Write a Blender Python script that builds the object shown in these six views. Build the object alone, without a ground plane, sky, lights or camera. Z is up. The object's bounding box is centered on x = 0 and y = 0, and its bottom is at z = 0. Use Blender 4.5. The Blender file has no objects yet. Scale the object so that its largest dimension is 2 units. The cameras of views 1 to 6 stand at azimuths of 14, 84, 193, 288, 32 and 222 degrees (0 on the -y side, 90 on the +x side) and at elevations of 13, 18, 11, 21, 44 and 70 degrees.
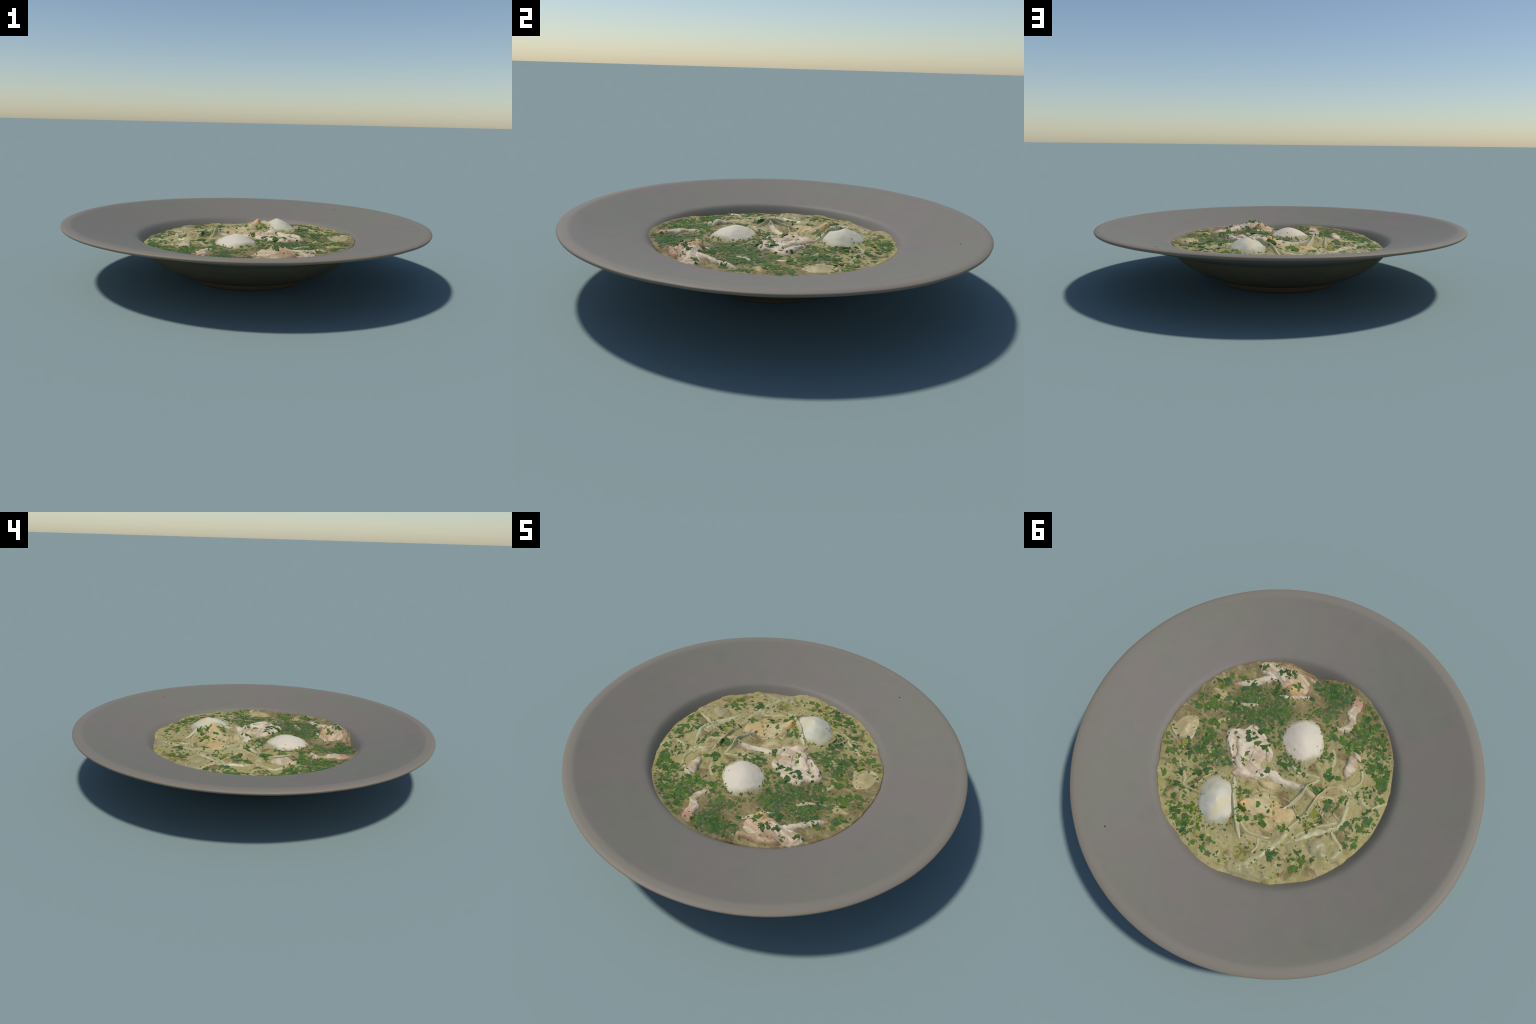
"""A wide-rimmed grey stoneware plate of herb and chicken soup with two poached eggs."""
import bpy, bmesh, math, random
import numpy as np
from mathutils import Vector, noise
from mathutils.bvhtree import BVHTree
from mathutils.geometry import delaunay_2d_cdt

RNG = random.Random(41)
SCENE = bpy.context.scene


# ------------------------------------------------------------------ helpers
def lin(r, g, b):
    f = lambda c: (c / 255 / 12.92) if c / 255 <= .04045 else ((c / 255 + .055) / 1.055) ** 2.4
    return (f(r), f(g), f(b), 1.0)


def link(ob, parent=None):
    SCENE.collection.objects.link(ob)
    if parent:
        ob.parent = parent
    return ob


def mesh_object(name, verts, faces, mat, parent, smooth=True):
    me = bpy.data.meshes.new(name)
    me.from_pydata([tuple(v) for v in verts], [], faces)
    me.update()
    if smooth:
        me.polygons.foreach_set("use_smooth", [True] * len(me.polygons))
    me.materials.append(mat)
    return link(bpy.data.objects.new(name, me), parent)


def closed_spline(pts, step):
    """Closed Catmull-Rom curve through pts, resampled about every `step`."""
    n, out = len(pts), []
    P = [np.array(p, float) for p in pts]
    for i in range(n):
        a, b, c, d = P[i - 1], P[i], P[(i + 1) % n], P[(i + 2) % n]
        m = max(2, int(np.linalg.norm(c - b) / step))
        for k in range(m):
            t = k / m
            out.append(.5 * (2 * b + (c - a) * t + (2 * a - 5 * b + 4 * c - d) * t * t + (3 * b - a - 3 * c + d) * t ** 3))
    return np.array(out)


def open_spline(pts, step):
    P = [np.array(p, float) for p in pts]
    P = [2 * P[0] - P[1]] + P + [2 * P[-1] - P[-2]]
    out = []
    for i in range(1, len(P) - 2):
        a, b, c, d = P[i - 1:i + 3]
        m = max(2, int(np.linalg.norm((c - b)[:2]) / step))
        for k in range(m):
            t = k / m
            out.append(.5 * (2 * b + (c - a) * t + (2 * a - 5 * b + 4 * c - d) * t * t + (3 * b - a - 3 * c + d) * t ** 3))
    out.append(P[-2])
    return np.array(out)


def fbm(x, y, z, octaves=4):
    return noise.fractal(Vector((x, y, z)), 1.0, 2.0, octaves)


# ------------------------------------------------------------------ materials
class Nodes:
    """Small node-tree writer."""

    def __init__(self, name):
        self.mat = bpy.data.materials.new(name)
        self.mat.use_nodes = True
        self.t = self.mat.node_tree
        self.bsdf = self.t.nodes["Principled BSDF"]
        self.co = self.new("ShaderNodeTexCoord").outputs["Object"]

    def new(self, kind, **kw):
        n = self.t.nodes.new(kind)
        for k, v in kw.items():
            setattr(n, k, v)
        return n

    def put(self, sock, v):
        if isinstance(v, bpy.types.NodeSocket):
            self.t.links.new(v, sock)
        else:
            sock.default_value = v

    def noise(self, scale, detail=3, rough=.5, distort=0., stretch=None, rot=0., offset=(0, 0, 0)):
        m = self.new("ShaderNodeMapping")
        m.inputs["Location"].default_value = offset
        m.inputs["Rotation"].default_value = (0, 0, rot)
        if stretch:
            m.inputs["Scale"].default_value = stretch
        self.put(m.inputs["Vector"], self.co)
        n = self.new("ShaderNodeTexNoise")
        self.put(n.inputs["Vector"], m.outputs[0])
        for k, v in (("Scale", scale), ("Detail", detail), ("Roughness", rough), ("Distortion", distort)):
            n.inputs[k].default_value = v
        return n.outputs["Fac"]

    def math(self, op, a, b=0., c=0., clamp=False):
        n = self.new("ShaderNodeMath", operation=op, use_clamp=clamp)
        for s, v in zip(n.inputs, (a, b, c)):
            self.put(s, v)
        return n.outputs[0]

    def smooth(self, v, lo, hi, a=0., b=1.):
        n = self.new("ShaderNodeMapRange", interpolation_type="SMOOTHSTEP")
        for s, x in zip(n.inputs, (v, lo, hi, a, b)):
            self.put(s, x)
        return n.outputs[0]

    def mix(self, f, a, b, mode="MIX"):
        n = self.new("ShaderNodeMix", data_type="RGBA", blend_type=mode)
        self.put(n.inputs["Factor"], f)
        self.put(n.inputs[6], a)
        self.put(n.inputs[7], b)
        return n.outputs[2]

    def xyz(self):
        n = self.new("ShaderNodeSeparateXYZ")
        self.put(n.inputs[0], self.co)
        return n.outputs

    def blob(self, x, y, rx, ry=None, edge=.5):
        """Mask: 1 inside an ellipse on the plan, falling to 0 outside."""
        X, Y, _ = self.xyz()
        dx = self.math("DIVIDE", self.math("SUBTRACT", X, x), rx)
        dy = self.math("DIVIDE", self.math("SUBTRACT", Y, y), ry or rx)
        d = self.math("SQRT", self.math("ADD", self.math("MULTIPLY", dx, dx), self.math("MULTIPLY", dy, dy)))
        return self.smooth(d, 1 - edge, 1 + edge, 1., 0.)

    def finish(self, color, rough=.5, spec=.5, bump=None, strength=.2, dist=.002, sss=0.):
        self.put(self.bsdf.inputs["Base Color"], color)
        self.put(self.bsdf.inputs["Roughness"], rough)
        self.bsdf.inputs["Specular IOR Level"].default_value = spec
        if bump is not None:
            b = self.new("ShaderNodeBump")
            b.inputs["Strength"].default_value = strength
            b.inputs["Distance"].default_value = dist
            self.put(b.inputs["Height"], bump)
            self.put(self.bsdf.inputs["Normal"], b.outputs[0])
        return self.mat


def glaze_material():
    n = Nodes("grey_glaze")
    X, Y, Z = n.xyz()
    r = n.math("SQRT", n.math("ADD", n.math("MULTIPLY", X, X), n.math("MULTIPLY", Y, Y)))
    tint = n.smooth(n.noise(2.6, 4, .55, .6), .38, .62)
    c = n.mix(tint, lin(115, 113, 101), lin(118, 111, 103))
    c = n.mix(n.smooth(n.noise(11, 5, .6), .45, .75, 0, .35), c, lin(108, 106, 96))
    # paler, warmer band over the rolled lip, tan at the outer edge
    lip = n.math("MULTIPLY", n.smooth(r, .938, .962), n.smooth(Z, .298, .306))
    c = n.mix(n.math("MULTIPLY", lip, .75), c, lin(126, 119, 107))
    edge_tan = n.math("MULTIPLY", n.smooth(r, .982, .996), n.smooth(n.noise(7, 4), .35, .65, .35, 1.))
    c = n.mix(n.math("MULTIPLY", edge_tan, .55), c, lin(132, 115, 93))
    fine = n.noise(160, 3, .6)
    return n.finish(c, .58, .28, fine, .04, .002)


def outside_material():
    n = Nodes("brownish_outside")
    c = n.mix(n.smooth(n.noise(5, 4, .6, .5), .35, .65), lin(106, 97, 78), lin(98, 91, 74))
    return n.finish(c, .7, .2, n.noise(90, 3), .05, .002)


def clay_material():
    n = Nodes("unglazed_clay")
    c = n.mix(n.noise(9, 4, .6), lin(112, 88, 62), lin(128, 102, 74))
    return n.finish(c, .85, .2, n.noise(120, 4), .2, .002)


def broth_material():
    n = Nodes("creamy_broth")
    X, Y, Z = n.xyz()
    khaki, green, pale, brown = lin(154, 141, 99), lin(146, 139, 82), lin(172, 160, 120), lin(112, 99, 66)
    wob = n.noise(7, 4, .6, .8)
    # clear brown stock on one side, milky yellow-green stock on the other
    side = n.math("ADD", n.math("SUBTRACT", n.math("MULTIPLY", X, .75), n.math("MULTIPLY", Y, .85)), n.math("MULTIPLY", wob, .7))
    clear = n.smooth(side, .28, .66)
    c = n.mix(n.smooth(n.noise(9, 4, .6, 1., offset=(3, 1, 0)), .4, .66), khaki, green)
    c = n.mix(n.smooth(n.noise(15, 4, .6, 1.5, offset=(1, 5, 0)), .5, .68, 0, .8), c, pale)
    stock = n.mix(n.smooth(n.noise(18, 4, .6, 1.), .42, .6), brown, lin(132, 119, 80))
    c = n.mix(n.math("MULTIPLY", clear, .9), c, stock)
    # brown patches painting in the shadows between the strips, away from the clear side
    c = n.mix(n.smooth(n.noise(13, 3, .5, .7, offset=(8, 2, 4)), .54, .68, 0, .8), c, lin(112, 95, 62))
    # wisps of egg white, stretched
    for rot, off, s in ((.6, (0, 4, 0), (1, 2.4, 1)), (-.7, (4, 0, 0), (1, 2.2, 1))):
        w = n.smooth(n.noise(9, 4, .6, 2.2, stretch=s, rot=rot, offset=off), .56, .72, 0, .5)
        c = n.mix(w, c, lin(172, 162, 126))
    # mats of fine herb
    herb = n.smooth(n.noise(46, 4, .65), .40, .52)
    for x, y, a, b in ((.013, -.525, .075, .055), (.102, -.50, .05, .03), (-.034, -.052, .045, .05), (.31, .15, .10, .07),
                       (.30, -.12, .12, .10), (.20, -.24, .08, .07), (.37, -.24, .07, .06), (-.21, -.43, .06, .08), (.0, -.43, .04, .06)):
        c = n.mix(n.math("MULTIPLY", n.math("MULTIPLY", n.blob(x, y, a, b, .6), herb), .9), c, lin(60, 82, 46))
    # specks
    sp = n.smooth(n.noise(85, 2, .5), .66, .70, 0, .8)
    c = n.mix(sp, c, lin(86, 100, 44))
    return n.finish(c, .6, .2, n.noise(60, 4, .6), .15, .003)


def egg_material(name, cx, cy, radius, warm):
    n = Nodes(name)
    X, Y, Z = n.xyz()
    d = n.math("SQRT", n.math("ADD", n.math("POWER", n.math("SUBTRACT", X, cx), 2.), n.math("POWER", n.math("SUBTRACT", Y, cy), 2.)))
    d = n.math("ADD", d, n.math("MULTIPLY", n.math("SUBTRACT", n.noise(14, 4, .6), .5), .06))
    white = n.mix(n.smooth(n.noise(6, 3), .35, .65), lin(206, 193, 172), lin(200, 192, 172))
    if warm:
        streak = n.math("MULTIPLY", n.blob(.065, .345, .024, .06, .7), .5)
        white = n.mix(n.smooth(n.noise(7, 3, offset=(2, 2, 0)), .4, .6), lin(194, 189, 168), lin(180, 178, 154))
        white = n.mix(n.blob(.075, .375, .05, .05, .5), white, lin(196, 192, 176))
        white = n.mix(streak, white, lin(196, 178, 120))
    c = n.mix(n.smooth(d, radius * (.62 if warm else .70), radius * .96), white, lin(154, 143, 104))
    return n.finish(c, .6, .3, n.noise(40, 3), .05, .003)


def meat_material(name, base, dark, tip, angle, tipmask=None):
    n = Nodes(name)
    fib = n.noise(40, 4, .6, .5, stretch=(.16, 1, 1), rot=-angle)
    c = n.mix(n.smooth(fib, .36, .66), dark, base)
    c = n.mix(n.smooth(n.noise(9, 3, .5, offset=(5, 5, 5)), .48, .66, 0, .65), c, tip)
    if tipmask:
        for x, y, r, col in tipmask:
            c = n.mix(n.math("MULTIPLY", n.blob(x, y, r, r, .7), .85), c, lin(*col))
    c = n.mix(n.smooth(n.noise(60, 3), .66, .76, 0, .35), c, lin(146, 120, 92))
    return n.finish(c, .62, .28, fib, .3, .003)


def plain_material(name, a, b, scale=30, rough=.5, stretch=None, rot=0.):
    n = Nodes(name)
    c = n.mix(n.smooth(n.noise(scale, 4, .6, .5, stretch=stretch, rot=rot), .35, .65), lin(*a), lin(*b))
    return n.finish(c, rough, .35, n.noise(scale * 3, 3), .12, .002)


def herb_material(name, a, b):
    n = Nodes(name)
    c = n.mix(n.smooth(n.noise(55, 4, .65, .4), .35, .65), lin(*a), lin(*b))
    return n.finish(c, .7, .15, n.noise(140, 3), .25, .002)


# ------------------------------------------------------------------ the thing
bowl = link(bpy.data.objects.new("bowl_of_soup", None))
bowl["label"] = "wide-rimmed grey plate of chicken and herb soup with two poached eggs"
bowl["category"] = "plate of soup"

# ------------------------------------------------------------------ plate
glaze = glaze_material()
OUT = [(.335, .030), (.352, .034), (.40, .045), (.44, .0605), (.48, .080), (.52, .106), (.55, .131), (.58, .161), (.598, .186),
       (.612, .197), (.635, .204), (.70, .2210), (.78, .2430), (.86, .2655), (.94, .2875), (.975, .2965), (.990, .2995), (.9965, .302)]
TOP = [(.9995, .307), (1.0, .310), (.998, .3135), (.991, .3165), (.980, .3185), (.966, .3185), (.955, .3180), (.945, .3165),
       (.932, .3135), (.90, .3055), (.84, .2900), (.76, .2708), (.70, .2572), (.655, .2476), (.635, .2433), (.622, .2397),
       (.612, .2350), (.602, .2270), (.588, .2110), (.575, .193), (.56, .174), (.53, .143), (.46, .100), (.35, .072), (.2, .062), (0, .060)]


def fine_profile(pts, step=.006):
    """Smooth profile through the points."""
    s = open_spline(pts, step)
    return [(max(0., r), z) for r, z in s]


def lathe(profile, n, wobble=0., split=10 ** 6):
    verts, faces, rows = [], [], []
    for j, (r, z) in enumerate(profile):
        under = j < split
        if r < 1e-5:
            rows.append([len(verts)])
            verts.append((0, 0, z))
            continue
        row = []
        for k in range(n):
            a = 2 * math.pi * k / n
            q = 1.0
            dz = 0.
            if wobble:
                q = 1 + wobble * (fbm(2 * math.cos(a), 2 * math.sin(a), r * 3) - .1) * min(1, r)
                if r > .97:
                    q = min(q, 1.0)
                dz = .0012 * fbm(3 * math.cos(a), 3 * math.sin(a), r * 4 + 9) * min(1, max(0, (z - .05) / .1))
                dz -= (.0065 + (.005 * max(0., min(1., (.9 - r) / .3)) if under else 0.)) * r * math.cos(a) * min(1, max(0, (z - .12) / .10))
            row.append(len(verts))
            off = min(1., max(0., (.21 - z) / .09)) if under else 0.
            inner = 0. if under else .003 * max(0., min(1., (.80 - r) / .15))
            verts.append((r * q * math.cos(a) + .005 * off + inner, r * q * math.sin(a) - .002 * off, z + dz))
        rows.append(row)
    for A, B in zip(rows, rows[1:]):
        for k in range(n):
            k2 = (k + 1) % n
            if len(A) == 1:
                faces.append((A[0], B[k], B[k2]))
            elif len(B) == 1:
                faces.append((A[k], B[0], A[k2]))
            else:
                faces.append((A[k], B[k], B[k2], A[k2]))
    return verts, faces


plate_profile = [(0, .036), (.15, .036), (.29, .034)] + fine_profile(OUT + TOP)
pv, pf = lathe(plate_profile, 360, .0025, 3 + len(fine_profile(OUT)))
plate = mesh_object("plate", pv, pf, glaze, bowl)
plate.data.materials.append(outside_material())
outside_rows = 3 + sum(1 for r, z in fine_profile(OUT + TOP)[:len(fine_profile(OUT))] if r < .612)
for poly in plate.data.polygons:
    if poly.vertices[-1] < 1 + 360 * outside_rows and poly.vertices[0] < 1 + 360 * (outside_rows - 1):
        poly.material_index = 1
foot_profile = fine_profile([(.282, .036), (.287, .012), (.293, .002), (.303, 0), (.315, 0), (.323, .001), (.332, .010), (.342, .022), (.345, .029), (.338, .035), (.325, .0385)], .004)
fv, ff = lathe(foot_profile, 240)
foot = mesh_object("foot_ring", fv, ff, clay_material(), plate)

# ------------------------------------------------------------------ broth surface
EDGE = [(-180, .571), (-155, .573), (-138, .588), (-108, .605), (-91, .608), (-72, .562), (-55, .597), (-42, .604), (-25, .612), (-5, .598),
        (18, .603), (34, .599), (50, .598), (64, .603), (74, .588), (84, .588), (94, .597), (109, .576), (118, .574), (127, .581), (135, .574), (143, .582), (157, .577), (168, .569)]
EA = np.radians([a for a, _ in EDGE] + [180.])
ER = np.array([r for _, r in EDGE] + [EDGE[0][1]])


def edge_radius(a):
    a = (a + math.pi) % (2 * math.pi) - math.pi
    return float(np.interp(a, EA, ER)) * .996 + .0055 * fbm(8 * math.cos(a), 8 * math.sin(a), 2., 4)


WALL_R = [.53, .56, .575, .588, .602, .612, .622, .635]
WALL_Z = [.165, .184, .197, .2115, .2265, .2335, .238, .241]

# swellings of the broth where solids push it up: x, y, height, radius
SWELL = [(-.195, -.005, .016, .040), (-.02, .245, .010, .06), (.25, -.43, .006, .08), (-.31, -.06, .006, .05), (-.10, .20, .006, .05), (-.08, .09, -.008, .08), (-.29, .29, -.007, .07), (-.06, .43, -.006, .06), (-.45, -.10, -.005, .05), (-.40, -.24, -.006, .07), (-.13, -.40, -.006, .06), (.08, -.42, -.009, .07),
         (.40, -.13, -.004, .07), (.49, .12, -.006, .08), (.16, .08, -.004, .07), (-.29, .0, .008, .06), (-.36, -.12, .004, .04), (-.05, .35, .010, .05), (-.13, -.15, .005, .05), (.25, -.43, .006, .09),
         (-.01, -.19, .014, .17), (.10, .32, .022, .19), (.05, .25, .016, .06), (-.20, .0, .026, .050), (-.16, .06, .008, .05), (-.30, -.05, .009, .08), (-.02, .10, .006, .08),
         (-.40, -.32, -.007, .15), (.11, -.37, -.008, .09), (-.12, .47, -.010, .16), (-.445, -.12, -.006, .06), (-.37, -.23, -.006, .07), (-.26, -.14, -.005, .05), (-.33, .10, -.004, .06), (-.24, .31, -.006, .07), (-.15, -.39, -.004, .06),
         (-.13, .156, -.008, .06), (.52, -.11, .006, .07), (.29, .19, .004, .08), (.38, -.36, .006, .06), (.18, -.055, .006, .06), (-.245, .06, .006, .05), (.33, .20, .004, .15), (-.02, .34, .014, .05),
         (-.05, .22, .012, .11), (.02, .27, .010, .07), (.28, -.40, .016, .10), (.50, .13, .010, .07), (-.42, .17, .006, .06),
         (-.27, .33, .004, .05), (.18, .03, .012, .15), (-.27, -.26, .006, .05),
         (-.04, .38, -.006, .05), (-.33, .06, -.006, .04), (-.13, -.12, -.005, .05)]


def broth_z(x, y):
    r = math.hypot(x, y)
    z = .2130 + .012 * x - .004 * y
    for sx, sy, h, s in SWELL:
        z += h * math.exp(-((x - sx) ** 2 + (y - sy) ** 2) / (2 * (s * .62) ** 2))
    lumpy = 1. + max(0., min(.7, (y - x) * 1.4))
    z += lumpy * (.0042 * fbm(x * 11, y * 11, 1.3, 4) + .0024 * fbm(x * 34, y * 34, 7.1, 3))
    er = edge_radius(math.atan2(y, x))
    t = max(0., min(1., (r - (er - .085)) / .085))
    ez = float(np.interp(er, WALL_R, WALL_Z)) + .0025
    return z * (1 - t * t) + ez * t * t


NS, NR = 420, 130
bv, bf = [(0, 0, broth_z(0, 0))], []
for i in range(1, NR + 1):
    for k in range(NS):
        a = 2 * math.pi * k / NS
        r = edge_radius(a) * (i / NR) ** .9
        x, y = r * math.cos(a), r * math.sin(a)
        bv.append((x, y, broth_z(x, y)))
for dr, dz in ((.004, -.006), (-.004, -.03), (-.06, -.07)):
    for k in range(NS):
        a = 2 * math.pi * k / NS
        x, y, z = bv[1 + (NR - 1) * NS + k]
        r = math.hypot(x, y)
        bv.append((x * (r + dr) / r, y * (r + dr) / r, z + dz))
rows = [[0] * NS] + [[1 + j * NS + k for k in range(NS)] for j in range(NR + 3)]
for j in range(1, len(rows)):
    for k in range(NS):
        k2 = (k + 1) % NS
        if j == 1:
            bf.append((0, rows[1][k], rows[1][k2]))
        else:
            bf.append((rows[j - 1][k], rows[j][k], rows[j][k2], rows[j - 1][k2]))
broth = mesh_object("broth", bv, bf, broth_material(), bowl)

SURFACE = []          # (verts, faces) of everything herbs can lie on
SURFACE.append((bv[:1 + NR * NS], [f for f in bf if max(f) < 1 + NR * NS]))


# ------------------------------------------------------------------ solids
def dome(name, outline, centre, height, shape, mat, peak, radii, axis, scale, uneven, sag=.010):
    """Egg: polar loft from a closed outline to a peak, half sunk in the broth."""
    ring = closed_spline(outline, .008)
    cx, cy = centre
    ring = np.array(centre) + (ring - np.array(centre)) * scale
    px, py = peak
    R, verts = 30, []
    m = len(ring)
    for i in range(R + 1):
        q = i / R
        w = (1 - q) ** 1.5
        for k in range(m):
            sx, sy = ring[k][0] - cx, ring[k][1] - cy
            dd = max(1e-6, math.hypot(sx, sy))
            ea = math.atan2(sy, sx) - axis
            er = radii[0] * radii[1] / math.hypot(radii[1] * math.cos(ea), radii[0] * math.sin(ea))
            f = q * (er / dd * (1 - q ** 2) + q ** 2)
            x = cx + sx * f + (px - cx) * w
            y = cy + sy * f + (py - cy) * w
            z = broth_z(x, y) * q + (.2225 + .010 * cx) * (1 - q) + height * shape(q) - .004 * q ** 6
            z += uneven * fbm(x * 11, y * 11, 3. + cx, 2) * (1 - q * q) * min(1., q * 3)
            verts.append((x, y, z))
    top = len(verts)
    for k in range(m):
        x, y, z = verts[R * m + k]
        verts.append((x, y, z - sag))
    faces = []
    for i in range(R + 1):
        for k in range(m):
            k2 = (k + 1) % m
            faces.append((i * m + k, (i + 1) * m + k, (i + 1) * m + k2, i * m + k2))
    faces.append(tuple(reversed(range(top, top + m))))
    ob = mesh_object(name, verts, faces, mat, bowl)
    bm = bmesh.new()
    bm.from_mesh(ob.data)
    bmesh.ops.remove_doubles(bm, verts=bm.verts, dist=1e-5)
    bmesh.ops.recalc_face_normals(bm, faces=bm.faces)
    bm.to_mesh(ob.data)
    bm.free()
    SURFACE.append((verts, faces[:-1]))
    return ob


def chunk(name, outline, height, width, mat, angle=0., ridge=.004, peaks=(), sink=.003, step=.0065, seed=0., torn=.0045):
    """Solid lump with a free outline, domed over its edge, with fibres along `angle`."""
    ring = closed_spline(outline, step)
    ring = ring + torn * np.array([[fbm(p[0] * 48, p[1] * 48, seed, 4), fbm(p[0] * 48, p[1] * 48, seed + 5, 4)] for p in ring])
    m = len(ring)
    lo, hi = ring.min(0), ring.max(0)
    inner = []
    seg_a, seg_b = ring, np.roll(ring, -1, 0)

    def edge_distance(p):
        d = seg_b - seg_a
        t = np.clip(((p - seg_a) * d).sum(1) / np.maximum((d * d).sum(1), 1e-12), 0, 1)
        return float(np.linalg.norm(seg_a + d * t[:, None] - p, axis=1).min())

    def inside(p):
        x, y = p
        c = (seg_a[:, 1] > y) != (seg_b[:, 1] > y)
        with np.errstate(divide="ignore", invalid="ignore"):
            xi = (seg_b[:, 0] - seg_a[:, 0]) * (y - seg_a[:, 1]) / (seg_b[:, 1] - seg_a[:, 1]) + seg_a[:, 0]
        return int((c & (x < xi)).sum()) % 2 == 1

    row = 0
    y = lo[1]
    while y <= hi[1]:
        x = lo[0] + (row % 2) * step * .5
        while x <= hi[0]:
            p = np.array((x, y))
            if inside(p) and edge_distance(p) > step * .55:
                inner.append(p)
            x += step
        y += step * .866
        row += 1
    pts = [Vector(p) for p in ring] + [Vector(p) for p in inner]
    v2, _, tris, *_ = delaunay_2d_cdt(pts, [(i, (i + 1) % m) for i in range(m)], [], 1, 1e-6)
    ca, sa = math.cos(angle), math.sin(angle)
    verts = []
    for p in v2:
        x, y = p.x, p.y
        d = edge_distance(np.array((x, y)))
        t = min(1., d / width)
        h = height * (.6 * math.sqrt(max(0., 1 - (1 - t) ** 2)) + .4 * t * t * (3 - 2 * t))
        for qx, qy, qh, qs in peaks:
            h += qh * math.exp(-((x - qx) ** 2 + (y - qy) ** 2) / (2 * qs * qs)) * min(1., t * 2)
        u, w = x * ca + y * sa, -x * sa + y * ca
        fibre = abs(noise.noise(Vector((u * 9, w * 48, seed)))) * 1.7 - .5
        h += (ridge * fibre + ridge * .6 * fbm(x * 22, y * 22, seed + 2, 3)) * min(1., .25 + t * 1.4)
        verts.append((x, y, broth_z(x, y) + h - sink * (1 - t)))
    n = len(verts)
    tris = [tuple(t) for t in tris]
    bottom = [(x, y, broth_z(x, y) - .016) for x, y, z in verts]
    bound = {}
    for t in tris:
        for a, b in zip(t, t[1:] + t[:1]):
            bound[(a, b)] = bound.get((a, b), 0) + 1
    faces = list(tris) + [tuple(i + n for i in reversed(t)) for t in tris]
    for a, b in bound:
        if (b, a) not in bound:
            faces.append((b, a, a + n, b + n))
    ob = mesh_object(name, verts + bottom, faces, mat, bowl)
    bm = bmesh.new()
    bm.from_mesh(ob.data)
    bmesh.ops.recalc_face_normals(bm, faces=bm.faces)
    bm.to_mesh(ob.data)
    bm.free()
    SURFACE.append((verts, tris))
    return ob


def strip(name, pts, width, lift, mat, thick=.006, taper=.35, seed=0., jitter=.0025, fibre=0.):
    """Soft flat strip on the broth: a bell-shaped ribbon whose edges sink into it."""
    lifts = lift if isinstance(lift, (list, tuple)) else [lift] * len(pts)
    path = open_spline([(p[0], p[1], l) for p, l in zip(pts, lifts)], .006)
    n, S = len(path), 13
    top, low = [], []
    for i, p in enumerate(path):
        t = path[min(n - 1, i + 1)][:2] - path[max(0, i - 1)][:2]
        t = t / (np.linalg.norm(t) + 1e-9)
        nx, ny = -t[1], t[0]
        e = min(i, n - 1 - i) / max(1, n - 1)
        w = 1.22 * width * (taper + (1 - taper) * min(1., e * 7) ** .5) * (1 + .35 * fbm(p[0] * 26, p[1] * 26, seed, 2))
        ox, oy = jitter * fbm(p[0] * 20, p[1] * 20, seed + 3, 2), jitter * fbm(p[0] * 20, p[1] * 20, seed + 8, 2)
        end = min(1., e * 9 + .1)
        for k in range(S):
            v = -1 + 2 * k / (S - 1)
            x, y = p[0] + ox + nx * w * v, p[1] + oy + ny * w * v
            b = (1 - v * v)
            z = broth_z(x, y) + max(0., p[2]) * b ** 1.8 + thick * .42 * b ** .8 * end - .0008
            if fibre:
                z += fibre * (abs(noise.noise(Vector((i * .08, v * w * 70, seed)))) * 1.6 - .4) * b
            top.append((x, y, z))
            low.append((x, y, min(z, broth_z(x, y)) - .006))
    verts, faces, o = top + low, [], n * S
    for i in range(n - 1):
        for k in range(S - 1):
            a, b, c, d = i * S + k, i * S + k + 1, (i + 1) * S + k + 1, (i + 1) * S + k
            faces += [(a, d, c, b), (o + a, o + b, o + c, o + d)]
        for k in (0, S - 1):
            a, d = i * S + k, (i + 1) * S + k
            faces.append((a, o + a, o + d, d) if k == 0 else (d, o + d, o + a, a))
    for k in range(S - 1):
        a, b = k, k + 1
        faces.append((a, b, o + b, o + a))
        a, b = (n - 1) * S + k, (n - 1) * S + k + 1
        faces.append((b, a, o + a, o + b))
    ob = mesh_object(name, verts, faces, mat, bowl)
    SURFACE.append((verts, faces))
    return ob


# poached eggs
EGG_A = [(.067, -.121), (.020, -.090), (-.033, -.080), (-.085, -.078), (-.110, -.088), (-.120, -.135), (-.128, -.182), (-.115, -.225),
         (-.089, -.257), (-.052, -.288), (-.008, -.311), (.040, -.312), (.078, -.291), (.100, -.250), (.104, -.202), (.092, -.155)]
dome("poached_egg", EGG_A, (-.011, -.195), .045, lambda q: .66 * (1 - q * q) ** .85 + .34 * (.5 + .5 * math.cos(math.pi * q)) + .08 * max(0, 1 - q * 2.2) ** 1.4,
     egg_material("egg_white_firm", -.011, -.197, .130, False), (-.006, -.187), (.128, .108), 2.36, 1.05, .0022)
EGG_B = [(.189, .235), (.140, .222), (.085, .240), (.050, .272), (.022, .315), (.000, .350), (.005, .395), (.030, .418), (.070, .428),
         (.105, .415), (.145, .405), (.170, .372), (.200, .320), (.212, .270)]
dome("poached_egg", EGG_B, (.104, .322), .058, lambda q: .50 * (1 - q) ** 1.1 + .28 * (.5 + .5 * math.cos(math.pi * q)) + .24 * (1 - q * q) + .05 * max(0, 1 - q * 3) ** 1.2,
     egg_material("egg_white_soft", .104, .322, .140, True), (.098, .329), (.135, .105), 2.36, 1.16, .008)

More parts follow.
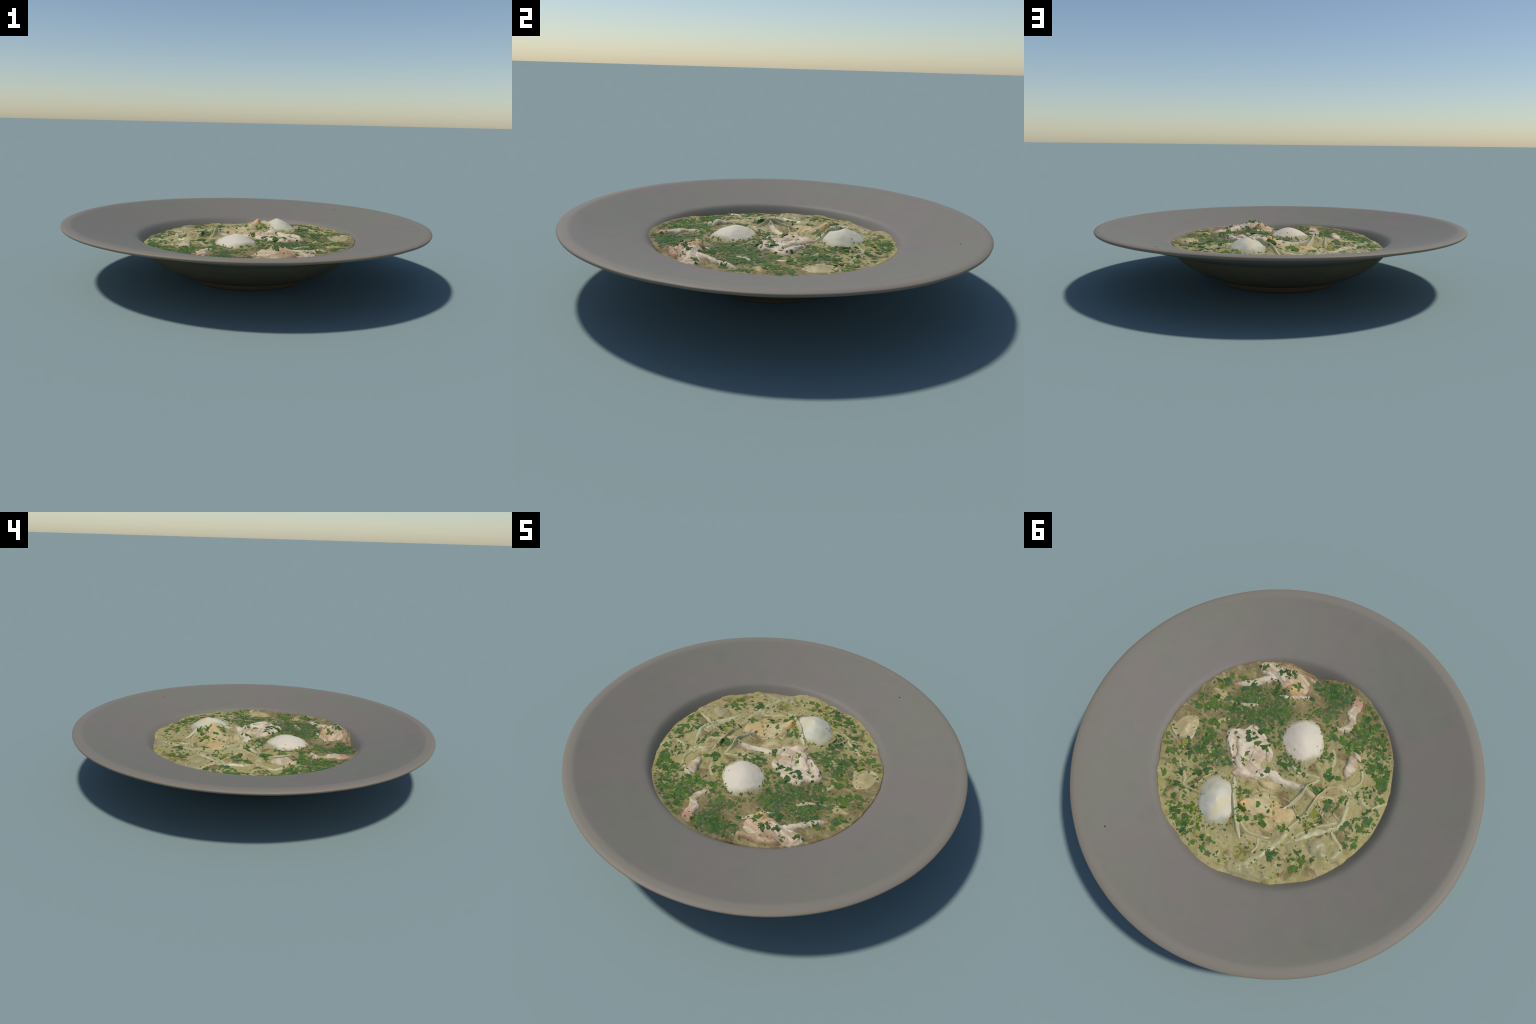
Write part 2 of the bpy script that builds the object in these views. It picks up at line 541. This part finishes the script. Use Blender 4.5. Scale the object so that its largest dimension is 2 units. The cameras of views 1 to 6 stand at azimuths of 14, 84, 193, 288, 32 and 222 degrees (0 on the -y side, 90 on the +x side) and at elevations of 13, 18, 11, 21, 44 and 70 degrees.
# chicken
pink = meat_material("chicken_breast_pale", lin(204, 189, 164), lin(174, 154, 126), lin(211, 200, 178), .9)
peach = meat_material("chicken_skin_side", lin(200, 180, 150), lin(166, 142, 112), lin(208, 194, 170), 2.6,
                      ((.21, -.362, .05, (200, 164, 112)), (.30, -.46, .03, (166, 136, 102))))
cream = meat_material("chicken_simmered", lin(178, 162, 118), lin(152, 134, 92), lin(192, 176, 136), .7,
                      ((.0, .262, .035, (208, 168, 112)), (-.17, .16, .05, (186, 156, 106))))
shred = meat_material("chicken_shred", lin(202, 188, 160), lin(168, 150, 120), lin(210, 200, 178), 1.2,
                      ((-.09, -.555, .045, (168, 124, 102)),))
skin = plain_material("chicken_skin", (142, 116, 84), (172, 146, 112), 26, stretch=(1, .3, 1), rot=.4)

C1 = [(.314, .035), (.321, .004), (.292, -.030), (.262, -.052), (.249, -.094), (.204, -.100), (.157, -.094), (.111, -.070), (.056, -.038), (.042, -.002), (.067, .013), (.062, .052), (.020, .024),
      (-.030, .012), (-.044, .026), (-.004, .062), (.028, .107), (.054, .132), (.078, .144), (.102, .172), (.138, .178), (.158, .160), (.154, .136), (.186, .126), (.214, .110), (.247, .086), (.276, .078)]
chunk("chicken_piece", C1, .010, .022, pink, .9, .005, (), seed=1.)
for i, (pts, h, ang, grain) in enumerate([
        ([(.312, .034), (.304, .006), (.272, .012), (.244, .034), (.232, .062), (.208, .086), (.186, .122), (.214, .110), (.250, .084), (.280, .074)], .018, 2.2, .004),
        ([(.322, .002), (.294, -.030), (.264, -.050), (.252, -.090), (.230, -.086), (.238, -.046), (.262, -.020), (.292, .010)], .014, 2.4, .005),
        ([(.245, -.096), (.204, -.102), (.157, -.096), (.111, -.072), (.104, -.044), (.150, -.058), (.196, -.068), (.228, -.070)], .016, 3.0, .005),
        ([(.108, -.068), (.056, -.038), (.040, -.002), (.062, .012), (.084, -.006), (.112, -.036)], .018, 2.2, .005),
        ([(.228, -.006), (.196, .010), (.164, .040), (.146, .072), (.122, .094), (.152, .128), (.186, .118), (.206, .080), (.238, .052), (.252, .020)], .021, 2.2, .004),
        ([(.160, -.030), (.126, -.016), (.092, .014), (.072, .046), (.110, .086), (.134, .062), (.150, .024), (.170, -.006)], .013, 2.0, .004),
        ([(.214, -.060), (.184, -.056), (.168, -.026), (.186, .000), (.214, -.016)], .010, 2.6, .005)]):
    chunk("chicken_piece", pts, h, .016, pink, ang, grain, (), .004, .0055, 30. + i)
chunk("chicken_piece", [(.073, .113), (.061, .059), (.021, .024), (-.033, .014), (-.043, .025), (-.004, .060), (.024, .107), (.050, .127)], .016, .024, pink, .9, .005, seed=2.)
chunk("chicken_piece", [(.156, .160), (.148, .122), (.093, .116), (.078, .144), (.113, .173), (.140, .177)], .016, .018, pink, .9, .004, seed=3.)
chunk("chicken_piece", [(.150, -.420), (.176, -.372), (.232, -.340), (.290, -.352), (.350, -.356), (.420, -.352), (.450, -.385), (.420, -.430), (.350, -.462), (.290, -.474), (.220, -.462), (.175, -.456)],
      .014, .030, peach, 2.7, .006, ((.30, -.41, .005, .03),), seed=23.)
chunk("chicken_piece", [(.152, -.414), (.172, -.376), (.205, -.334), (.238, -.333), (.258, -.362), (.246, -.400), (.222, -.436), (.180, -.448)], .016, .022, peach, 2.6, .006, ((.211, -.362, .028, .020), (.19, -.415, .006, .02)), seed=4.)
chunk("chicken_piece", [(.216, -.420), (.240, -.452), (.300, -.470), (.360, -.456), (.415, -.428), (.446, -.388), (.425, -.376), (.370, -.402), (.310, -.412), (.262, -.404)], .022, .022, peach, 2.7, .008, ((.27, -.44, .006, .03),), seed=20.)
chunk("chicken_piece", [(.250, -.366), (.286, -.352), (.330, -.360), (.400, -.348), (.440, -.372), (.380, -.388), (.318, -.394), (.270, -.388)], .010, .016, pink, 2.5, .006, (), seed=21.)
strip("chicken_strand", [(.17, -.452), (.21, -.462), (.26, -.476), (.31, -.478)], .012, [.002, .006, .006, .002], shred, .008, .4, 22., fibre=.004)
chunk("chicken_piece", [(.484, -.210), (.434, -.282), (.385, -.344), (.325, -.400), (.300, -.374), (.340, -.326), (.385, -.270), (.449, -.214)], .014, .016, pink, 2.3, .006, seed=5.)
chunk("chicken_piece", [(.267, -.300), (.208, -.350), (.166, -.392), (.118, -.424), (.146, -.376), (.205, -.320)], .008, .012, shred, 2.4, .004, seed=6.)
chunk("chicken_skin", [(.437, -.405), (.379, -.449), (.333, -.482), (.279, -.498), (.205, -.506), (.149, -.518), (.150, -.486), (.213, -.470), (.290, -.455), (.369, -.432)], .012, .012, skin, 3.0, .006, seed=7.)
C3 = [(.016, .272), (.008, .222), (-.026, .142), (-.068, .140), (-.112, .125), (-.150, .128), (-.200, .112), (-.232, .125), (-.240, .172), (-.200, .200), (-.205, .244), (-.190, .276), (-.150, .296), (-.106, .288), (-.050, .290), (-.006, .286)]
chunk("chicken_piece", C3, .008, .030, cream, .7, .006, ((.004, .266, .022, .022), (-.04, .22, .008, .040), (-.17, .15, .006, .03)), seed=8.)
chunk("chicken_piece", [(.031, .115), (-.022, .072), (-.080, .066), (-.076, .096), (-.049, .119), (-.010, .130)], .012, .016, cream, .7, .006, seed=9.)
strip("chicken_strand", [(.030, .050), (-.020, .046), (-.065, .040), (-.117, .020), (-.165, .002), (-.196, -.004)], .015, [.006, .008, .009, .010, .008, .010], shred, .010, .6, 1., fibre=.003)
strip("chicken_strand", [(-.188, .012), (-.210, .008), (-.256, -.006), (-.300, -.040), (-.336, -.070)], .016, [.002, .004, .006, .008, .005], cream, .010, .5, 2., fibre=.003)
chunk("chicken_piece", [(-.215, .006), (-.262, -.020), (-.290, -.062), (-.320, -.090), (-.345, -.075), (-.338, -.042), (-.307, -.018), (-.256, .002)], .009, .016, cream, .3, .005, seed=10.)
chunk("chicken_piece", [(-.243, -.044), (-.252, -.088), (-.273, -.131), (-.311, -.146), (-.339, -.130), (-.315, -.094), (-.285, -.062)], .010, .016, cream, 1.2, .005, seed=11.)
chunk("chicken_piece", [(-.228, -.318), (-.251, -.330), (-.289, -.318), (-.304, -.298), (-.268, -.298)], .012, .012, shred, .2, .004, seed=12.)
chunk("chicken_piece", [(-.232, -.286), (-.260, -.300), (-.294, -.284), (-.308, -.241), (-.296, -.186), (-.262, -.196), (-.245, -.244)], .016, .014, shred, 1.4, .006, ((-.262, -.27, .008, .015),), seed=13.)
C6 = [(-.052, -.560), (-.104, -.566), (-.124, -.522), (-.120, -.490), (-.152, -.450), (-.158, -.408), (-.128, -.360), (-.088, -.352), (-.082, -.372), (-.108, -.402), (-.108, -.430), (-.072, -.462), (-.064, -.500)]
chunk("chicken_piece", C6, .012, .012, shred, 1.6, .004, seed=14.)
chunk("chicken_piece", [(.548, -.115), (.488, -.151), (.456, -.137), (.459, -.100), (.477, -.078), (.509, -.098)], .008, .020, cream, .5, .004, seed=15.)

# dumpling and root vegetable
dough = plain_material("dumpling_dough", (158, 144, 100), (174, 160, 118), 12, .45)
chunk("dumpling", [(.546, .200), (.556, .145), (.545, .090), (.495, .054), (.450, .086), (.444, .138), (.464, .180), (.508, .202)], .014, .075, dough, 0., .002, ((.50, .17, .004, .02),), seed=16., torn=.003)
strip("dumpling_seam", [(.552, .182), (.530, .198), (.500, .202), (.470, .186), (.452, .160), (.446, .125)], .008, [.006, .008, .009, .008, .006, .003], plain_material("dough_edge", (178, 168, 130), (168, 156, 114), 30), .006, .3, 4.)
root = plain_material("cooked_root", (158, 150, 112), (146, 138, 98), 14, .45)
chunk("vegetable_piece", [(-.352, .190), (-.389, .140), (-.425, .138), (-.478, .182), (-.452, .226), (-.403, .227)], .006, .020, root, .4, .003, seed=17.)
chunk("vegetable_piece", [(-.12, .50), (-.20, .45), (-.27, .46), (-.30, .43), (-.34, .44), (-.30, .49), (-.22, .53), (-.15, .55)], .005, .025, root, .4, .003, seed=18.)
chunk("vegetable_piece", [(-.50, .10), (-.525, .12), (-.52, .18), (-.49, .20), (-.475, .16)], .004, .015, root, 1.3, .002, seed=19.)

# soft cabbage strips
cab = plain_material("cabbage_strip", (174, 166, 124), (158, 150, 106), 16, .42, (1, .2, 1), .7)
cab_pale = plain_material("cabbage_strip_pale", (184, 178, 142), (166, 160, 118), 16, .42, (1, .2, 1), -.7)
STRIPS = [
    ([(.126, .179), (.051, .260), (-.026, .331), (-.101, .390)], .0115, [.004, .016, .014, .004], cab_pale),
    ([(.406, .284), (.360, .315), (.310, .342), (.285, .372), (.240, .362), (.200, .352)], .009, [.001, .003, .003, .004, .010, .012], cab),
    ([(.290, .372), (.286, .328), (.266, .282), (.237, .235), (.192, .205)], .008, [.004, .008, .007, .006, .002], cab),
    ([(.268, .373), (.240, .325), (.233, .278), (.222, .238)], .007, [.003, .006, .008, .004], cab),
    ([(-.201, -.094), (-.184, -.026), (-.185, .043), (-.172, .114), (-.155, .170)], .011, [.000, .014, .012, .010, .016], cab_pale),
    ([(-.266, -.113), (-.256, -.007), (-.263, .088), (-.252, .174), (-.244, .263)], .011, [.004, .022, .012, .008, .002], cab),
    ([(-.362, -.120), (-.400, -.050), (-.423, .026), (-.392, .086), (-.344, .150), (-.306, .225)], .012, [.002, .006, .006, .005, .005, .002], cab_pale),
    ([(-.409, .018), (-.380, .056), (-.345, .100), (-.316, .160), (-.285, .225)], .008, [.001, .005, .006, .005, .001], cab),
    ([(-.334, -.160), (-.393, -.152), (-.447, -.137), (-.482, -.142), (-.508, -.178), (-.530, -.220)], .012, [.002, .004, .004, .004, .004, .001], cab),
    ([(-.255, .215), (-.250, .270), (-.238, .326), (-.222, .408), (-.185, .485), (-.148, .550)], .014, [.001, .003, .003, .003, .003, .001], cab),
    ([(-.295, -.287), (-.334, -.265), (-.359, -.231), (-.362, -.190), (-.345, -.150)], .007, [.002, .004, .004, .004, .002], cab),
    ([(.430, .260), (.441, .220), (.441, .178), (.444, .122)], .009, [.000, .003, .003, .001], cab),
    ([(-.428, .085), (-.472, .099), (-.512, .114)], .009, [.001, .003, .001], cab),
    ([(-.258, -.060), (-.285, -.110), (-.329, -.130), (-.373, -.139)], .010, [.012, .010, .006, .001], cab),
    ([(-.036, .316), (-.100, .342), (-.154, .325), (-.210, .292)], .008, [.001, .004, .004, .001], cab),
    ([(.30, -.20), (.345, -.16), (.40, -.13), (.44, -.12)], .008, [-.001, .002, .002, -.001], cab),
    ([(.36, -.05), (.385, .0), (.39, .05)], .010, [-.001, .001, -.001], cab),
    ([(-.05, -.06), (-.11, -.05), (-.15, -.075), (-.20, -.10)], .008, [.000, .003, .004, .000], cab_pale),
    ([(-.15, -.26), (-.19, -.22), (-.21, -.17), (-.22, -.12)], .010, [-.001, .002, .002, -.001], cab),
]
# loose thin strands, half sunk, on the milky side of the soup
for i in range(14):
    a, q = RNG.uniform(1.5, 3.6), RNG.uniform(.05, .5)
    x, y, t = q * math.cos(a), q * math.sin(a), RNG.uniform(0, math.pi)
    pts = [(x, y)]
    for _ in range(RNG.choice((2, 3, 3))):
        t += RNG.uniform(-.5, .5)
        x, y = x + .045 * math.cos(t), y + .045 * math.sin(t)
        pts.append((x, y))
    if all(math.hypot(*p) < .54 and math.hypot((p[0] - .104) / .15, (p[1] - .322) / .14) > 1 for p in pts):
        STRIPS.append((pts, RNG.uniform(.003, .006), [-.001] + [RNG.uniform(.0005, .003)] * (len(pts) - 2) + [-.001], RNG.choice((cab, cab, cab_pale))))
for i, (pts, w, lift, mat) in enumerate(STRIPS):
    strip("cabbage_strip", pts, w, lift, mat, .008, .35, 10. + i)

# ------------------------------------------------------------------ herbs
allv, allf = [], []
for vs, fs in SURFACE:
    o = len(allv)
    allv += [tuple(v) for v in vs]
    allf += [tuple(i + o for i in f) for f in fs]
TREE = BVHTree.FromPolygons(allv, allf)
DOWN = Vector((0, 0, -1))


def drop(x, y):
    hit, nor, _, _ = TREE.ray_cast(Vector((x, y, 1.)), DOWN)
    if hit is None:
        return None
    return hit


GREENS = [herb_material("parsley_deep", (54, 82, 48), (76, 100, 58)),
          herb_material("parsley_mid", (70, 94, 38), (90, 112, 52)),
          herb_material("parsley_bright", (62, 94, 36), (86, 114, 46)),
          herb_material("parsley_sunken", (70, 90, 52), (92, 106, 64)),
          herb_material("parsley_yellow", (118, 122, 46), (134, 134, 62)),
          herb_material("parsley_dark", (46, 76, 34), (68, 98, 46))]


def leaf_outline(rng):
    """Chopped parsley: a cut scrap of a lobed leaf."""
    kind = rng.random()
    if kind < .38:                                  # wedge
        m = rng.choice((3, 4, 4))
        pts = [(math.cos(2 * math.pi * (k + rng.uniform(-.18, .18)) / m), math.sin(2 * math.pi * (k + rng.uniform(-.18, .18)) / m)) for k in range(m)]
        el = rng.uniform(.45, .95)
        pts = [(x, y * el) for x, y in pts]
    elif kind < .62:                                # sliver
        el = rng.uniform(.22, .42)
        pts = [(-1, rng.uniform(-.1, .1)), (-.3, -el), (.5, -el * rng.uniform(.4, 1)), (1, rng.uniform(-.15, .15)), (.3, el), (-.5, el * rng.uniform(.4, 1))]
    else:                                           # lobed scrap
        m = rng.choice((7, 8, 9, 10))
        pts = []
        el = rng.uniform(.6, .95)
        for k in range(m):
            a = 2 * math.pi * (k + rng.uniform(-.2, .2)) / m
            r = rng.uniform(.82, 1.1) if k % 2 else rng.uniform(.45, .85)
            pts.append((r * math.cos(a), r * math.sin(a) * el))
    out = []
    for i, p in enumerate(pts):                     # add midpoints, slightly bulged
        q = pts[(i + 1) % len(pts)]
        out.append(p)
        b = rng.uniform(-.06, .10)
        mx, my = (p[0] + q[0]) / 2, (p[1] + q[1]) / 2
        out.append((mx * (1 + b), my * (1 + b)))
    return out


THICK = .0008


def leaf_mesh(outline, place):
    """Two-ring leaf scrap with thickness; place() maps plan (x, y) to a point."""
    m = len(outline)
    verts = []
    for up in (1, 0):
        for f in (1., .5):
            for x, y in outline:
                p = place(x * f, y * f)
                verts.append((p[0], p[1], p[2] + (THICK * (1 if f < 1 else .75) if up else -.0035)))
        p = place(0, 0)
        verts.append((p[0], p[1], p[2] + (THICK * 1.1 if up else -.0035)))
    n = 2 * m + 1
    faces = []
    for k in range(m):
        k2 = (k + 1) % m
        faces += [(k, k2, m + k2, m + k), (m + k, m + k2, 2 * m)]
        faces += [(n + k2, n + k, n + m + k, n + m + k2), (n + m + k2, n + m + k, n + 2 * m)]
        faces.append((k2, k, n + k, n + k2))
    return verts, faces


U = np.array((-.753, -.658))
V = np.array((-.702, .712))
# thick and thin patches of parsley: centre, half sizes across the patch, number, kind (d deep/sunken, g green, b bright)
PATCH = [((.354, .165), .077, .053, 34, "d"), ((.233, .149), .045, .040, 16, "d"), ((.300, -.095), .100, .100, 58, "d"), ((.370, -.236), .061, .058, 24, "d"),
         ((.324, .248), .058, .061, 18, "d"), ((.499, -.013), .051, .066, 18, "g"), ((.556, -.019), .040, .030, 9, "g"), ((.409, .069), .050, .045, 14, "g"),
         ((.340, .075), .050, .034, 12, "d"), ((.468, -.075), .055, .031, 12, "b"), ((.174, -.142), .045, .100, 26, "d"), ((.241, -.252), .055, .062, 18, "d"),
         ((.013, -.520), .058, .060, 48, "d"), ((.095, -.500), .048, .040, 22, "d"), ((.029, -.435), .038, .061, 14, "d"), ((-.054, -.400), .032, .055, 16, "d"),
         ((-.034, -.052), .045, .050, 30, "d"), ((-.220, -.353), .050, .033, 20, "b"), ((-.201, -.435), .041, .034, 18, "b"), ((-.357, -.389), .057, .086, 44, "g"),
         ((-.191, -.506), .041, .055, 14, "g"), ((-.273, -.445), .055, .045, 22, "g"), ((.256, -.266), .045, .080, 16, "d"), ((.190, -.282), .045, .045, 10, "g"),
         ((-.058, -.323), .025, .058, 9, "g"), ((.110, -.250), .030, .025, 5, "g"), ((-.154, -.213), .032, .048, 8, "g"), ((.132, -.146), .028, .064, 10, "g"),
         ((.266, .446), .044, .073, 17, "g"), ((.385, .364), .049, .052, 11, "g"), ((.153, .443), .034, .045, 12, "b"), ((.091, .513), .047, .048, 15, "g"),
         ((.177, .524), .039, .048, 9, "g"), ((-.004, .530), .051, .040, 8, "g"), ((-.103, .515), .043, .030, 4, "g"), ((-.039, .294), .030, .032, 13, "b"),
         ((-.270, .340), .030, .026, 12, "d"), ((.035, .220), .024, .030, 9, "d"), ((-.148, .414), .038, .045, 8, "y"), ((-.121, .270), .028, .024, 5, "g"),
         ((-.223, -.035), .028, .022, 11, "d"), ((-.324, -.008), .048, .022, 16, "d"), ((-.357, -.091), .021, .023, 8, "d"), ((-.502, -.110), .039, .027, 10, "g"),
         ((-.497, -.040), .039, .039, 12, "g"), ((-.535, -.067), .034, .035, 11, "g"), ((-.525, .048), .038, .028, 8, "g"), ((-.434, -.218), .048, .023, 9, "g"),
         ((-.301, .100), .044, .030, 12, "b"), ((-.241, -.143), .030, .028, 8, "g"), ((-.231, .215), .017, .021, 3, "g"), ((-.373, .263), .036, .021, 6, "g"),
         ((-.382, .306), .036, .027, 6, "g"), ((-.297, .075), .035, .027, 8, "b"), ((-.426, -.292), .026, .056, 22, "g"), ((-.440, -.345), .030, .040, 16, "g"),
         ((-.491, -.195), .025, .018, 5, "g"), ((-.470, .020), .030, .030, 8, "g"), ((-.350, -.310), .040, .035, 14, "g"), ((-.420, -.160), .030, .030, 6, "g"),
         ((.30, .33), .05, .05, 12, "g"), ((.44, .22), .04, .05, 10, "g"), ((.49, .30), .03, .06, 9, "g"), ((.52, .24), .02, .03, 4, "g"), ((.36, .44), .03, .05, 8, "g"),
         ((.21, .49), .04, .04, 8, "g"), ((.12, -.38), .03, .03, 6, "d"), ((.30, -.33), .05, .03, 8, "d"), ((.40, -.40), .05, .03, 9, "d"), ((.48, -.30), .03, .05, 8, "g"),
         ((.53, -.20), .03, .04, 8, "g"), ((.43, -.17), .04, .04, 9, "g"), ((.28, -.43), .04, .025, 8, "k"), ((.21, -.41), .02, .03, 4, "k"), ((.18, .03), .10, .08, 16, "b"),  # k: darkest flakes, laid over the dark gaps in the edge chicken
         ((.03, .06), .04, .02, 4, "g"), ((-.11, -.30), .03, .02, 6, "g"), ((-.06, -.26), .03, .02, 4, "g"), ((-.01, -.09), .06, .015, 5, "g"), ((.10, .32), .09, .09, 10, "b"),
         ((.13, .41), .05, .03, 8, "b"), ((.24, .22), .04, .03, 6, "g"), ((-.38, -.47), .03, .03, 8, "g"), ((-.30, -.50), .03, .03, 7, "g"), ((-.51, -.26), .02, .03, 4, "g"),
         ((-.08, .20), .05, .06, 8, "b"), ((-.15, -.34), .03, .03, 7, "g"), ((.07, -.35), .04, .03, 7, "g"), ((-.44, -.41), .02, .03, 5, "g")]
MIXES = {"d": (0, 0, 0, 3, 3, 1, 5, 2, 1, 5), "g": (0, 1, 1, 2, 5, 3), "b": (1, 2, 2, 5, 4), "y": (4, 4, 1, 3), "k": (5, 5, 0, 1)}
flakes = []
for (cx, cy), ru, rv, count, kind in PATCH:
    for _ in range(int(count * (1.50 if kind == "d" else 1.9))):
        a, q = RNG.uniform(0, 2 * math.pi), math.sqrt(RNG.random()) * 1.28
        c = np.array((cx, cy)) + U * ru * q * math.cos(a) + V * rv * q * math.sin(a)
        size = min(.025, .0094 * math.exp(RNG.gauss(.12, .52)))
        flakes.append((c[0], c[1], size * (.98 if kind == "d" else 1.), RNG.choice(MIXES[kind])))
for _ in range(520):                                # thin scatter everywhere
    a, q = RNG.uniform(0, 2 * math.pi), math.sqrt(RNG.random()) * .585
    flakes.append((q * math.cos(a), q * math.sin(a), min(.016, .0052 * math.exp(RNG.gauss(.05, .5))), RNG.choice((0, 1, 1, 2, 3, 3, 4))))
# small flecks caught along the waterline of the eggs
for cx, cy, a, b, count in ((-.011, -.195, .128, .108, 70), (.104, .322, .132, .102, 80)):
    for _ in range(count):
        t, q = RNG.uniform(0, 2 * math.pi), RNG.uniform(.90, 1.18)
        u, v = a * q * math.cos(t), b * q * math.sin(t)
        flakes.append((cx - .71 * u + .70 * v, cy + .70 * u + .71 * v, RNG.uniform(.004, .0105), RNG.choice((1, 1, 2, 0, 4))))
# single large scraps that stand out: x, y, half length, turn, green
BIG = [(.115, -.034, .026, .4, 5), (.206, -.021, .027, 2.4, 0), (.186, -.035, .018, .7, 0), (.319, .392, .026, 1., 5), (.420, .035, .027, 2.1, 2), (.487, -.028, .028, 2.3, 2),
       (.40, .07, .022, .3, 1), (.49, -.09, .022, .1, 5), (-.27, .34, .026, .8, 5), (-.25, .35, .020, 2., 0), (.42, -.22, .020, 1.5, 5), (-.43, .24, .016, 1.2, 5),
       (.13, .10, .013, 0., 1), (-.16, -.20, .020, .5, 1), (.07, -.11, .016, 1.1, 1), (.445, .20, .024, .4, 4), (-.22, -.37, .026, 1.3, 2), (-.25, -.33, .022, .2, 5),
       (.26, -.44, .018, .6, 5), (.33, -.405, .016, 1.5, 5), (.21, -.39, .015, .9, 1), (-.28, .42, .014, 1., 0), (-.33, .36, .016, .4, 0), (.02, .05, .018, 1., 0)]


def is_egg(x, y):
    out = []
    for cx, cy, a, b in ((-.011, -.195, .128, .108), (.104, .322, .132, .102)):
        u, v = (x - cx) * -.71 + (y - cy) * .70, (x - cx) * .70 + (y - cy) * .71
        out.append(math.hypot(u / a, v / b))
    return min(out)


placed = [(x, y, s, m, t) for x, y, s, t, m in BIG if is_egg(x, y) > 1.1]
for x, y, s, m in flakes:
    if math.hypot(x, y) + s * .9 > edge_radius(math.atan2(y, x)) - .004:
        continue
    e = is_egg(x, y)
    if e < .88 and RNG.random() > .06:
        continue
    if e < 1.12:
        s = min(s, .0065 if e < .98 else .010)
        m = RNG.choice((1, 2, 4)) if e < .98 else m
    on_breast = math.hypot((x - .17) / .15, (y - .03) / .12) < .95
    if on_breast and (s < .009 or RNG.random() < .35) and RNG.random() < .85:
        continue
    placed.append((x, y, s, m, RNG.uniform(0, 2 * math.pi)))
placed.sort(key=lambda p: -p[2])

SHAPES = []
for i in range(24):
    ol = leaf_outline(RNG)
    curl = RNG.uniform(-.06, .10)
    vs, fs = leaf_mesh([(x * .02, y * .02) for x, y in ol], lambda x, y: (x, y, curl * (x * x) / .02 + .03 * y * fbm(x * 60, y * 60, i)))
    SHAPES.append((vs, fs))
MESHES = {}


def shape_mesh(i, m):
    if (i, m) not in MESHES:
        me = bpy.data.meshes.new("parsley_flake")
        me.from_pydata(SHAPES[i][0], [], SHAPES[i][1])
        me.materials.append(GREENS[m])
        me.update()
        MESHES[(i, m)] = me
    return MESHES[(i, m)]


bits = {}
named = 0
for x, y, s, m, turn in placed:
    h = drop(x, y)
    if h is None:
        continue
    lift = RNG.uniform(.0000, .0008)
    if named < 300:
        # lay the scrap on the plane through four surface points around it
        g = s * .6
        q = [drop(x + g, y), drop(x - g, y), drop(x, y + g), drop(x, y - g)]
        if None in q:
            continue
        nor = (q[0] - q[1]).cross(q[2] - q[3]).normalized()
        mid = (q[0] + q[1] + q[2] + q[3]) / 4
        if nor.z < .6 or abs(mid.z - h.z) > .006:
            nor = (nor + Vector((0, 0, 1.5))).normalized()
        ob = bpy.data.objects.new("parsley_flake", shape_mesh(RNG.randrange(len(SHAPES)), m))
        link(ob, bowl)
        ob.location = (x, y, max(mid.z, h.z) + lift)
        ob.rotation_mode = "QUATERNION"
        from mathutils import Quaternion
        ob.rotation_quaternion = Vector((0, 0, 1)).rotation_difference(nor) @ Quaternion((0, 0, 1), turn)
        k = s / .02
        ob.scale = (k, k, 1)
        named += 1
    else:
        ca, sa = math.cos(turn), math.sin(turn)
        ol = leaf_outline(RNG)

        def place(px, py):
            wx, wy = x + s * (px * ca - py * sa), y + s * (px * sa + py * ca)
            hh = drop(wx, wy) or h
            z = hh.z if abs(hh.z - h.z) < s else h.z
            return (wx, wy, z + lift)
        vs, fs = leaf_mesh(ol, place)
        bv_, bf_ = bits.setdefault(m, ([], []))
        o = len(bv_)
        bv_ += vs
        bf_ += [tuple(i + o for i in f) for f in fs]
for m, (vs, fs) in bits.items():
    ob = mesh_object("parsley_crumbs", vs, fs, GREENS[m], bowl, smooth=False)
    ob["kind"] = "stuff"

# ------------------------------------------------------------------ pepper and specks
black = plain_material("black_pepper", (38, 32, 28), (62, 52, 44), 60, .6)


def specks(name, where, tree):
    bm = bmesh.new()
    for x, y, r in where:
        hit, *_ = tree.ray_cast(Vector((x, y, 1)), DOWN)
        if hit is None:
            continue
        g = bmesh.ops.create_icosphere(bm, subdivisions=2, radius=r)
        sx, sy = RNG.uniform(.8, 1.4), RNG.uniform(.6, 1.)
        for v in g["verts"]:
            v.co = Vector((v.co.x * sx, v.co.y * sy, v.co.z * .45)) + hit + Vector((0, 0, .0002))
    me = bpy.data.meshes.new(name)
    bm.to_mesh(me)
    bm.free()
    me.materials.append(black)
    ob = link(bpy.data.objects.new(name, me), bowl)
    ob["kind"] = "stuff"


specks("pepper_grains", [(-.175, -.282, .007), (.179, .121, .005), (.178, .135, .004), (-.16, -.27, .003), (-.085, -.21, .003), (.26, .16, .0035), (.31, .20, .003), (-.30, .21, .004), (-.33, .24, .003)], TREE)
specks("pepper_specks", [(.3945, .772, .0042)], BVHTree.FromPolygons(pv, pf))
